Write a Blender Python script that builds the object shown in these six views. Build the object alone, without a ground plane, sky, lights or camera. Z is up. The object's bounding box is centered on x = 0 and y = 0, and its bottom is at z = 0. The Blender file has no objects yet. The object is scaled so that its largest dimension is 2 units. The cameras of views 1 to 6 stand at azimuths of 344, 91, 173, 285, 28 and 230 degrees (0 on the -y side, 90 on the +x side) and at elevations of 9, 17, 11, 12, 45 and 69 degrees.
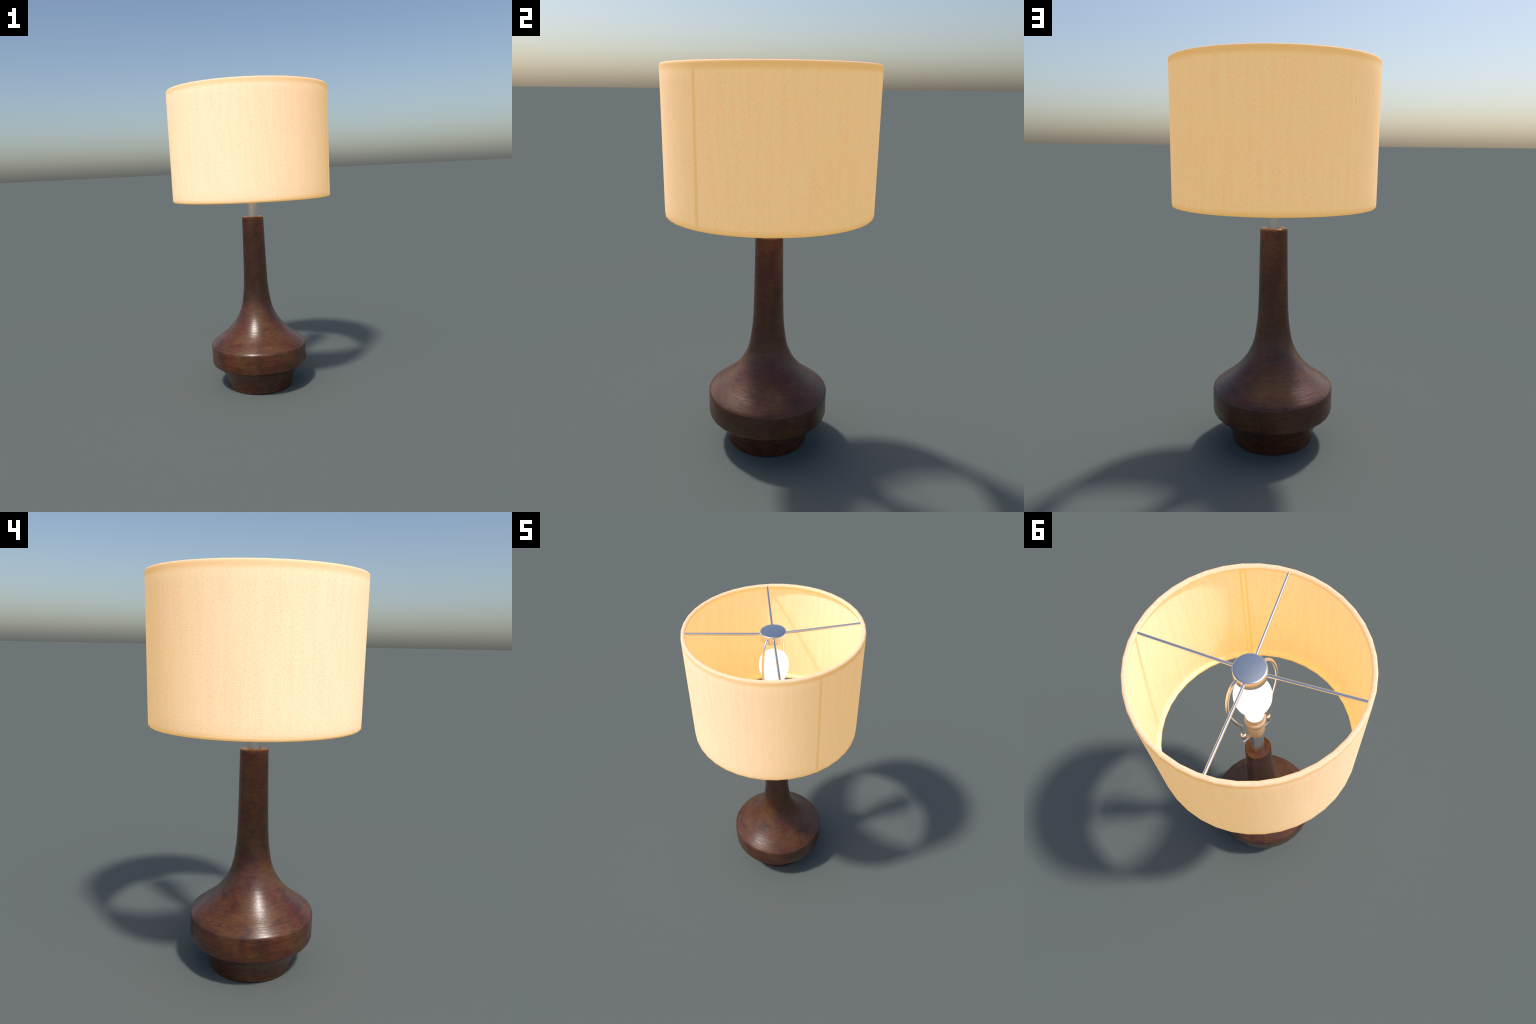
import bpy, bmesh, math
from mathutils import Vector

# ------------------------------------------------------------------ helpers
TAU = math.tau


def link_object(name, mesh, parent=None, material=None):
    obj = bpy.data.objects.new(name, mesh)
    bpy.context.scene.collection.objects.link(obj)
    if parent:
        obj.parent = parent
    if material:
        mesh.materials.append(material)
    return obj


def shade_by_angle(mesh, degrees):
    """Smooth shading with sharp edges where faces meet at more than the angle."""
    bm = bmesh.new()
    bm.from_mesh(mesh)
    limit = math.radians(degrees)
    for f in bm.faces:
        f.smooth = True
    for e in bm.edges:
        e.smooth = not (len(e.link_faces) == 2 and e.calc_face_angle(0.0) > limit)
    bm.to_mesh(mesh)
    bm.free()


def lathe(name, profile, segments, angle=70.0, closed=False, centre=(0.0, 0.0), start=0.0):
    """Surface of revolution of (radius, z) points; ends on the axis are closed by a pole."""
    bm = bmesh.new()
    rings = []
    for r, z in profile:
        if r < 1e-6:
            rings.append([bm.verts.new((centre[0], centre[1], z))])
        else:
            rings.append([bm.verts.new((centre[0] + r * math.cos(start + TAU * i / segments),
                                        centre[1] + r * math.sin(start + TAU * i / segments), z))
                          for i in range(segments)])
    pairs = list(zip(rings, rings[1:]))
    if closed:
        pairs.append((rings[-1], rings[0]))
    for a, b in pairs:
        for i in range(segments):
            j = (i + 1) % segments
            if len(a) == 1 and len(b) == 1:
                continue
            if len(a) == 1:
                bm.faces.new((a[0], b[j], b[i]))
            elif len(b) == 1:
                bm.faces.new((a[i], a[j], b[0]))
            else:
                bm.faces.new((a[i], a[j], b[j], b[i]))
    bmesh.ops.recalc_face_normals(bm, faces=bm.faces)
    mesh = bpy.data.meshes.new(name)
    bm.to_mesh(mesh)
    bm.free()
    shade_by_angle(mesh, angle)
    return mesh


def catmull(points, steps):
    pts = [Vector(p) for p in points]
    ext = [pts[0] * 2 - pts[1]] + pts + [pts[-1] * 2 - pts[-2]]
    out = []
    for i in range(1, len(ext) - 2):
        p0, p1, p2, p3 = ext[i - 1:i + 3]
        for k in range(steps):
            t = k / steps
            out.append(0.5 * (2 * p1 + (p2 - p0) * t + (2 * p0 - 5 * p1 + 4 * p2 - p3) * t * t
                              + (3 * p1 - p0 - 3 * p2 + p3) * t ** 3))
    out.append(pts[-1])
    return out


def tube(name, path, radius, sides, normal):
    """Round bar swept along a planar path whose plane has the given normal."""
    bm = bmesh.new()
    n = Vector(normal).normalized()
    rings = []
    for i, p in enumerate(path):
        t = (path[min(i + 1, len(path) - 1)] - path[max(i - 1, 0)]).normalized()
        b = t.cross(n).normalized()
        rings.append([bm.verts.new(p + radius * (math.cos(TAU * k / sides) * n + math.sin(TAU * k / sides) * b))
                      for k in range(sides)])
    for a, b in zip(rings, rings[1:]):
        for k in range(sides):
            bm.faces.new((a[k], a[(k + 1) % sides], b[(k + 1) % sides], b[k]))
    bm.faces.new(rings[0])
    bm.faces.new(rings[-1])
    bmesh.ops.recalc_face_normals(bm, faces=bm.faces)
    mesh = bpy.data.meshes.new(name)
    bm.to_mesh(mesh)
    bm.free()
    shade_by_angle(mesh, 60)
    return mesh


def joined(name, meshes):
    bm = bmesh.new()
    for m in meshes:
        bm.from_mesh(m)
    mesh = bpy.data.meshes.new(name)
    bm.to_mesh(mesh)
    bm.free()
    for m in meshes:
        bpy.data.meshes.remove(m)
    return mesh


class Nodes:
    """Small shorthand for building node trees."""

    def __init__(self, name):
        self.mat = bpy.data.materials.new(name)
        self.mat.use_nodes = True
        self.tree = self.mat.node_tree
        self.bsdf = self.tree.nodes["Principled BSDF"]

    def put(self, socket, value):
        if hasattr(value, "is_output"):
            self.tree.links.new(value, socket)
        elif isinstance(value, (tuple, list)) and len(value) == 3 and socket.type == "RGBA":
            socket.default_value = (*value, 1.0)
        else:
            socket.default_value = value

    def math(self, op, a, b=0.0, c=0.0, clamp=False):
        n = self.tree.nodes.new("ShaderNodeMath")
        n.operation, n.use_clamp = op, clamp
        for s, v in zip(n.inputs, (a, b, c)):
            self.put(s, v)
        return n.outputs[0]

    def smooth(self, x, low, high, to_low=0.0, to_high=1.0):
        n = self.tree.nodes.new("ShaderNodeMapRange")
        n.interpolation_type = "SMOOTHSTEP"
        for s, v in zip(n.inputs, (x, low, high, to_low, to_high)):
            self.put(s, v)
        return n.outputs[0]

    def vec(self, x, y, z):
        n = self.tree.nodes.new("ShaderNodeCombineXYZ")
        for s, v in zip(n.inputs, (x, y, z)):
            self.put(s, v)
        return n.outputs[0]

    def noise(self, vector, scale=1.0, detail=2.0, rough=0.5, distortion=0.0):
        n = self.tree.nodes.new("ShaderNodeTexNoise")
        self.put(n.inputs["Vector"], vector)
        for k, v in (("Scale", scale), ("Detail", detail), ("Roughness", rough), ("Distortion", distortion)):
            n.inputs[k].default_value = v
        return n.outputs["Fac"]

    def mix(self, fac, a, b, blend="MIX"):
        n = self.tree.nodes.new("ShaderNodeMix")
        n.data_type, n.blend_type = "RGBA", blend
        self.put(n.inputs["Factor"], fac)
        self.put(n.inputs[6], a)
        self.put(n.inputs[7], b)
        return n.outputs[2]

    def bump(self, height, strength, distance):
        n = self.tree.nodes.new("ShaderNodeBump")
        n.inputs["Strength"].default_value = strength
        n.inputs["Distance"].default_value = distance
        self.put(n.inputs["Height"], height)
        self.put(self.bsdf.inputs["Normal"], n.outputs[0])

    def xyz(self):
        t = self.tree.nodes.new("ShaderNodeTexCoord")
        s = self.tree.nodes.new("ShaderNodeSeparateXYZ")
        self.put(s.inputs[0], t.outputs["Object"])
        return s.outputs[0], s.outputs[1], s.outputs[2]


# ---------------------------------------------------------------- materials
def wood_material():
    """Dark stained hardwood turned on a lathe: grain runs round the axis."""
    m = Nodes("stained_wood")
    x, y, z = m.xyz()
    rho = m.math("SQRT", m.math("ADD", m.math("MULTIPLY", x, x), m.math("MULTIPLY", y, y)))
    inv = m.math("DIVIDE", 1.0, m.math("MAXIMUM", rho, 0.004))
    cx, cy = m.math("MULTIPLY", x, inv), m.math("MULTIPLY", y, inv)
    s = m.math("SUBTRACT", z, rho)                      # runs along the profile
    girth = m.math("ADD", 0.12, m.math("MULTIPLY", rho, 0.75))
    gx, gy = m.math("MULTIPLY", cx, girth), m.math("MULTIPLY", cy, girth)

    def along(f_round, f_up, detail, rough=0.5, shift=0.0):
        return m.noise(m.vec(m.math("MULTIPLY_ADD", gx, f_round, shift), m.math("MULTIPLY", gy, f_round), m.math("MULTIPLY", s, f_up)), 1.0, detail, rough)

    # growth rings: fine level lines that bend into arcs where a slow field swells
    swell = along(3.6, 8.0, 1.5, 0.45)
    rings = m.math("MULTIPLY_ADD", m.math("SINE", m.math("ADD", m.math("MULTIPLY", s, 900.0), m.math("MULTIPLY", swell, 190.0))), 0.5, 0.5)
    pores = along(17.0, 330.0, 3.0, 0.6)                # fine pores, long round the axis
    streak = along(8.0, 70.0, 3.0, 0.55)
    tone = along(6.0, 5.0, 3.0, 0.5)                    # broad red and brown areas
    ring_area = m.smooth(along(5.0, 9.0, 2.0, 0.5, 4.7), 0.42, 0.62)
    blotch = m.noise(m.vec(m.math("MULTIPLY", x, 15.0), m.math("MULTIPLY", y, 15.0), m.math("MULTIPLY", z, 10.0)), 1.0, 3.0, 0.6)
    knots = m.noise(m.vec(m.math("MULTIPLY_ADD", x, 24.0, 7.3), m.math("MULTIPLY", y, 24.0), m.math("MULTIPLY", z, 17.0)), 1.0, 1.0, 0.5)
    staves = m.tree.nodes.new("ShaderNodeTexVoronoi")   # blocks of slightly different tone
    staves.distance = "CHEBYCHEV"
    staves.inputs["Scale"].default_value = 1.0
    m.put(staves.inputs["Vector"], m.vec(m.math("MULTIPLY", gx, 7.0), m.math("MULTIPLY", gy, 7.0), m.math("MULTIPLY", s, 9.0)))
    block = m.tree.nodes.new("ShaderNodeSeparateColor")
    m.put(block.inputs[0], staves.outputs["Color"])

    colour = m.mix(m.smooth(tone, 0.36, 0.64), (0.094, 0.0225, 0.0105), (0.120, 0.0500, 0.0140))
    colour = m.mix(m.smooth(block.outputs[0], 0.2, 0.9, 0.0, 0.16), colour, (0.068, 0.0210, 0.0095))
    colour = m.mix(m.smooth(streak, 0.38, 0.74, 0.0, 0.55), colour, (0.155, 0.055, 0.0180))
    colour = m.mix(m.smooth(pores, 0.56, 0.34, 0.0, 0.50), colour, (0.036, 0.0110, 0.0065))
    colour = m.mix(m.math("MULTIPLY", ring_area, m.smooth(rings, 0.80, 0.10, 0.0, 0.50)), colour, (0.036, 0.0110, 0.0060))
    colour = m.mix(m.smooth(blotch, 0.50, 0.72, 0.0, 0.62), colour, (0.032, 0.0105, 0.0072))
    colour = m.mix(m.smooth(knots, 0.73, 0.82, 0.0, 0.80), colour, (0.012, 0.0060, 0.0060))
    m.put(m.bsdf.inputs["Base Color"], colour)
    m.put(m.bsdf.inputs["Roughness"], m.smooth(pores, 0.2, 0.8, 0.24, 0.34))
    m.bsdf.inputs["Specular IOR Level"].default_value = 0.55
    m.bump(m.math("ADD", m.math("MULTIPLY", pores, 0.6), m.math("MULTIPLY", streak, 0.8)), 0.20, 0.004)
    return m.mat


SEAM_ANGLE = math.radians(-36.0)
SHADE_RADIUS, SHADE_LOW, SHADE_HIGH = 0.5207, 1.2905, 2.0


def fabric_material():
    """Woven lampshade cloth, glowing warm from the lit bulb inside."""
    m = Nodes("lit_woven_fabric")
    x, y, z = m.xyz()
    ca, sa = math.cos(SEAM_ANGLE + math.pi), math.sin(SEAM_ANGLE + math.pi)
    xr = m.math("ADD", m.math("MULTIPLY", x, ca), m.math("MULTIPLY", y, sa))
    yr = m.math("SUBTRACT", m.math("MULTIPLY", y, ca), m.math("MULTIPLY", x, sa))
    theta = m.math("ARCTAN2", yr, xr)                   # wraps round at the seam
    u = m.math("MULTIPLY", theta, SHADE_RADIUS)
    seam = m.math("SUBTRACT", math.pi * SHADE_RADIUS, m.math("ABSOLUTE", u))

    def field(fu, fv, detail=1.0, rough=0.5):
        return m.noise(m.vec(m.math("MULTIPLY", u, fu), m.math("MULTIPLY", z, fv), 0.0), 1.0, detail, rough)

    pitch = TAU / 0.0060
    sway_u, sway_v = field(9.0, 14.0, 2.0), field(6.0, 9.0, 2.0)
    rows = m.math("SINE", m.math("MULTIPLY", m.math("MULTIPLY_ADD", sway_v, 0.012, z), pitch))
    cols = m.math("SINE", m.math("MULTIPLY", m.math("MULTIPLY_ADD", sway_u, 0.010, u), pitch))
    weft, warp = field(75.0, 400.0), field(400.0, 65.0)
    slub = field(42.0, 3.0, 2.0, 0.6)
    cloud = field(7.0, 4.0, 2.0)
    threads = m.math("ADD", m.math("ADD", weft, warp), m.math("MULTIPLY", slub, 0.5))
    grid = m.math("ADD", rows, m.math("MULTIPLY", cols, 0.8))
    threads = m.math("MULTIPLY_ADD", grid, 0.085, threads)
    speck = m.smooth(threads, 1.14, 1.72)
    # softly darker, more saturated orange along the top and bottom edges and the seam, in both base and glow colours
    dark_edge_top = m.math("MULTIPLY", m.smooth(z, SHADE_HIGH - 0.046, SHADE_HIGH - 0.018), m.smooth(z, SHADE_HIGH - 0.0085, SHADE_HIGH - 0.0015, 1.0, 0.0))
    dark_edge_low = m.smooth(z, SHADE_LOW + 0.036, SHADE_LOW + 0.002)
    rho = m.math("SQRT", m.math("ADD", m.math("MULTIPLY", x, x), m.math("MULTIPLY", y, y)))
    outside = m.math("GREATER_THAN", rho, SHADE_RADIUS - 0.0035)
    strip = m.math("MULTIPLY", m.smooth(seam, 0.0125, 0.0060), outside)
    rib_dark_lines = m.math("MULTIPLY", m.smooth(m.math("ABSOLUTE", m.math("SUBTRACT", seam, 0.0105)), 0.0080, 0.0015), m.math("SUBTRACT", 1.0, outside))  # dark lines painted down both sides of the inner rib, lighter middle
    edge_darkening = m.math("MAXIMUM", m.math("MAXIMUM", dark_edge_top, dark_edge_low), m.math("MULTIPLY", m.math("MAXIMUM", strip, rib_dark_lines), 0.85))

    base = m.mix(speck, (0.77, 0.675, 0.612), (0.785, 0.53, 0.46))
    base = m.mix(m.smooth(slub, 0.3, 0.7, 0.0, 0.22), base, (0.79, 0.62, 0.54))
    base = m.mix(edge_darkening, base, (0.66, 0.500, 0.400))
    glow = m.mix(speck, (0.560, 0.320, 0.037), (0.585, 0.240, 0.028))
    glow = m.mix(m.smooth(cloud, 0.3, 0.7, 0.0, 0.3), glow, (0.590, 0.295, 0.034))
    glow = m.mix(edge_darkening, glow, (0.527, 0.270, 0.014))
    # separate base and glow tint along the top of the rim
    rim_tint = m.smooth(z, SHADE_HIGH - 0.0080, SHADE_HIGH - 0.0025)
    base = m.mix(rim_tint, base, m.mix(speck, (0.67, 0.520, 0.450), (0.68, 0.43, 0.36)))
    glow = m.mix(rim_tint, glow, m.mix(speck, (0.530, 0.265, 0.035), (0.540, 0.210, 0.028)))
    m.put(m.bsdf.inputs["Base Color"], base)
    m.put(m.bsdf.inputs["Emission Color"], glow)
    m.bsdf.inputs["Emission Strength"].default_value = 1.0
    m.bsdf.inputs["Roughness"].default_value = 0.85
    m.bsdf.inputs["Specular IOR Level"].default_value = 0.2
    m.bump(threads, 0.15, 0.002)
    return m.mat


def metal_material():
    m = Nodes("polished_nickel")
    x, y, z = m.xyz()
    grain = m.noise(m.vec(x, y, z), 60.0, 2.0)
    m.put(m.bsdf.inputs["Base Color"], m.mix(grain, (0.82, 0.82, 0.82), (0.85, 0.85, 0.85)))
    m.bsdf.inputs["Metallic"].default_value = 1.0
    m.bsdf.inputs["Roughness"].default_value = 0.28
    return m.mat


def socket_material():
    m = Nodes("satin_beige_shell")
    x, y, z = m.xyz()
    grain = m.noise(m.vec(x, y, z), 50.0, 2.0)
    m.put(m.bsdf.inputs["Base Color"], m.mix(grain, (0.46, 0.405, 0.35), (0.52, 0.46, 0.395)))
    m.bsdf.inputs["Roughness"].default_value = 0.35
    return m.mat


def bulb_material():
    m = Nodes("glowing_frosted_glass")
    x, y, z = m.xyz()
    frost = m.noise(m.vec(x, y, z), 40.0, 2.0)
    m.put(m.bsdf.inputs["Base Color"], m.mix(frost, (0.92, 0.90, 0.86), (0.95, 0.93, 0.90)))
    m.bsdf.inputs["Roughness"].default_value = 0.4
    m.bsdf.inputs["Emission Color"].default_value = (1.0, 0.97, 0.90, 1.0)
    m.bsdf.inputs["Emission Strength"].default_value = 1.1
    return m.mat


wood, fabric, metal, glass, shell = wood_material(), fabric_material(), metal_material(), bulb_material(), socket_material()

# -------------------------------------------------------------------- thing
lamp = bpy.data.objects.new("table_lamp", None)
bpy.context.scene.collection.objects.link(lamp)
lamp["label"] = "lit table lamp with turned dark wood base and cream drum shade"
lamp["category"] = "table lamp"

# turned wooden base: foot, cove, upright band, shoulder, long tapering neck
base_profile = [
    (0.0, 0.0), (0.2160, 0.0), (0.2200, 0.003), (0.2215, 0.012), (0.2235, 0.030), (0.2295, 0.052), (0.2385, 0.077),
    (0.2500, 0.100), (0.2640, 0.125), (0.2810, 0.147), (0.2970, 0.1605), (0.3140, 0.1670), (0.3220, 0.1725), (0.3248, 0.181),
    (0.3248, 0.240), (0.3248, 0.294), (0.3238, 0.300), (0.3205, 0.306), (0.3120, 0.313),
    (0.2900, 0.331), (0.2545, 0.3565), (0.2160, 0.387), (0.1815, 0.422), (0.1620, 0.4455), (0.1440, 0.4705),
    (0.1250, 0.505), (0.1100, 0.539), (0.1005, 0.573), (0.0938, 0.610), (0.0858, 0.670), (0.0808, 0.735),
    (0.0776, 0.840), (0.0754, 0.950), (0.0741, 1.030), (0.0718, 1.160),
    (0.0712, 1.1668), (0.0692, 1.1713), (0.0650, 1.1733), (0.030, 1.1735), (0.0, 1.1735)]
link_object("wooden_base", lathe("wooden_base", base_profile, 32, 60), lamp, wood)

# metal stem between wood and socket
link_object("stem", lathe("stem", [(0.0, 1.160), (0.0355, 1.160), (0.0355, 1.385), (0.0, 1.385)], 24, 60), lamp, metal)

# bulb socket: flared lower cap, rolled ring, upper shell
socket_profile = [(0.0, 1.366), (0.034, 1.366), (0.0375, 1.368), (0.0385, 1.373), (0.0380, 1.378), (0.0425, 1.392), (0.0455, 1.418),
                  (0.0468, 1.446), (0.0470, 1.474), (0.0462, 1.494), (0.0490, 1.498), (0.0520, 1.505),
                  (0.0530, 1.513), (0.0520, 1.521), (0.0490, 1.526), (0.0465, 1.528), (0.0465, 1.566),
                  (0.0440, 1.568), (0.0, 1.568)]
link_object("socket", lathe("socket", socket_profile, 28, 50), lamp, shell)

# light bulb
bulb_profile = [(0.0, 1.560), (0.0455, 1.562), (0.0470, 1.575), (0.0480, 1.592), (0.0510, 1.614), (0.0580, 1.640), (0.0690, 1.667),
                (0.0802, 1.694), (0.0867, 1.720), (0.0885, 1.745), (0.0870, 1.768), (0.0815, 1.789),
                (0.0710, 1.808), (0.0550, 1.822), (0.0300, 1.830), (0.0, 1.832)]
link_object("light_bulb", lathe("light_bulb", bulb_profile, 28, 80), lamp, glass)

# harp: two bowed bars from the saddle up to the hub
harp_points = [(0.0, 0.078, 1.415), (0.0, 0.078, 1.470), (0.0, 0.078, 1.515), (0.0, 0.0805, 1.540), (0.0, 0.090, 1.562),
               (0.0, 0.106, 1.602), (0.0, 0.130, 1.680), (0.0, 0.1415, 1.750), (0.0, 0.1375, 1.830), (0.0, 0.122, 1.896),
               (0.0, 0.101, 1.935), (0.0, 0.078, 1.953), (0.0, 0.060, 1.958)]
harp_path = catmull(harp_points, 5)
harp = bpy.data.objects.new("harp", None)
bpy.context.scene.collection.objects.link(harp)
harp.parent = lamp
bar_mesh = tube("harp_bar", harp_path, 0.0078, 14, (1, 0, 0))
bar_mesh.materials.append(metal)
cap_profile = [(0.0, 1.400), (0.0125, 1.400), (0.0130, 1.412), (0.0130, 1.424), (0.0150, 1.427), (0.0163, 1.434),
               (0.0160, 1.441), (0.0140, 1.447), (0.0105, 1.450), (0.0, 1.450)]
cap_mesh = lathe("cap_nut", cap_profile, 18, 50, centre=(0.0, 0.078))
cap_mesh.materials.append(metal)
for turn in (0.0, math.pi):
    for name, data in (("harp_bar", bar_mesh), ("cap_nut", cap_mesh)):
        o = link_object(name, data, harp)
        o.rotation_euler.z = turn

# saddle: flat strip through the socket foot with turned-up ends
bm = bmesh.new()
half, thick = 0.0085, 0.004
line = [(-0.094, 1.402), (-0.089, 1.380), (-0.040, 1.376), (0.040, 1.376), (0.089, 1.380), (0.094, 1.402)]
rows = []
for yy, zz in line:
    rows.append([bm.verts.new((sx * half, yy, zz + dz)) for sx, dz in ((-1, 0), (1, 0), (1, thick), (-1, thick))])
for a, b in zip(rows, rows[1:]):
    for k in range(4):
        bm.faces.new((a[k], a[(k + 1) % 4], b[(k + 1) % 4], b[k]))
bm.faces.new(rows[0])
bm.faces.new(rows[-1])
bmesh.ops.recalc_face_normals(bm, faces=bm.faces)
bmesh.ops.bevel(bm, geom=list(bm.edges), offset=0.0012, segments=2, affect="EDGES")
saddle_mesh = bpy.data.meshes.new("saddle")
bm.to_mesh(saddle_mesh)
bm.free()
shade_by_angle(saddle_mesh, 40)
link_object("saddle", saddle_mesh, lamp, metal)

# spider: round hub and four spokes that carry the shade
spider = bpy.data.objects.new("spider_frame", None)
bpy.context.scene.collection.objects.link(spider)
spider.parent = lamp
hub_profile = [(0.0, 1.922), (0.071, 1.922), (0.0735, 1.924), (0.0742, 1.927), (0.0742, 1.9695), (0.0735, 1.9727),
               (0.0715, 1.9745), (0.066, 1.9755), (0.0, 1.9755)]
link_object("hub", lathe("hub", hub_profile, 40, 40), spider, metal)
spoke_mesh = tube("spoke", [Vector((0.060, 0.0, 1.9580)), Vector((0.280, 0.0, 1.9730)), Vector((0.500, 0.0, 1.988))], 0.0073, 12, (0, 1, 0))
spoke_mesh.materials.append(metal)
for k in range(4):
    o = link_object("spoke", spoke_mesh, spider)
    o.rotation_euler.z = math.radians(30 + 90 * k)

# drum shade: cloth wall with rolled upper and lower rims
R, T, WALL = SHADE_RADIUS, 0.0245, 0.0055
lo, hi = SHADE_LOW, SHADE_HIGH
outer = [(R - 0.011, lo), (R - 0.0045, lo + 0.0015), (R - 0.0012, lo + 0.0055), (R, lo + 0.013)]
outer += [(R, lo + (hi - lo) * k / 8) for k in range(1, 8)]
outer += [(R, hi - 0.013), (R - 0.0012, hi - 0.0055), (R - 0.0045, hi - 0.0015), (R - 0.011, hi)]
roll = [(R - T / 2 + T / 2 * math.cos(a), T / 2 * math.sin(a)) for a in (2.1, 2.7, 3.2, 3.7, 4.2, 4.7)]
inner = [(r, hi - T / 2 + dz) for r, dz in roll] + [(R - WALL, hi - T - 0.001)]
inner += [(R - WALL, hi - (hi - lo) * k / 8) for k in range(1, 8)]
inner += [(R - WALL, lo + T + 0.001)] + [(r, lo + T / 2 - dz) for r, dz in reversed(roll)]
link_object("lampshade", lathe("lampshade", outer + inner, 40, 70, closed=True), lamp, fabric)

# padded rib on the inner face where the cloth is joined
rib_r, rib_half, rib_deep = SHADE_RADIUS - WALL + 0.001, 0.0110, 0.0195
bm = bmesh.new()
rows = []
for zz in (SHADE_LOW + 0.018, (SHADE_LOW + SHADE_HIGH) / 2, SHADE_HIGH - 0.018):
    row = []
    for k in range(9):
        a = math.pi * k / 8
        r, side = rib_r - rib_deep * math.sin(a), -rib_half * math.cos(a)
        row.append(bm.verts.new((r * math.cos(SEAM_ANGLE) - side * math.sin(SEAM_ANGLE), r * math.sin(SEAM_ANGLE) + side * math.cos(SEAM_ANGLE), zz)))
    rows.append(row)
for a, b in zip(rows, rows[1:]):
    for k in range(9):
        bm.faces.new((a[k], a[(k + 1) % 9], b[(k + 1) % 9], b[k]))
bm.faces.new(rows[0])
bm.faces.new(rows[-1])
bmesh.ops.recalc_face_normals(bm, faces=bm.faces)
rib_mesh = bpy.data.meshes.new("seam_rib")
bm.to_mesh(rib_mesh)
bm.free()
shade_by_angle(rib_mesh, 60)
link_object("seam_rib", rib_mesh, bpy.data.objects["lampshade"], fabric)
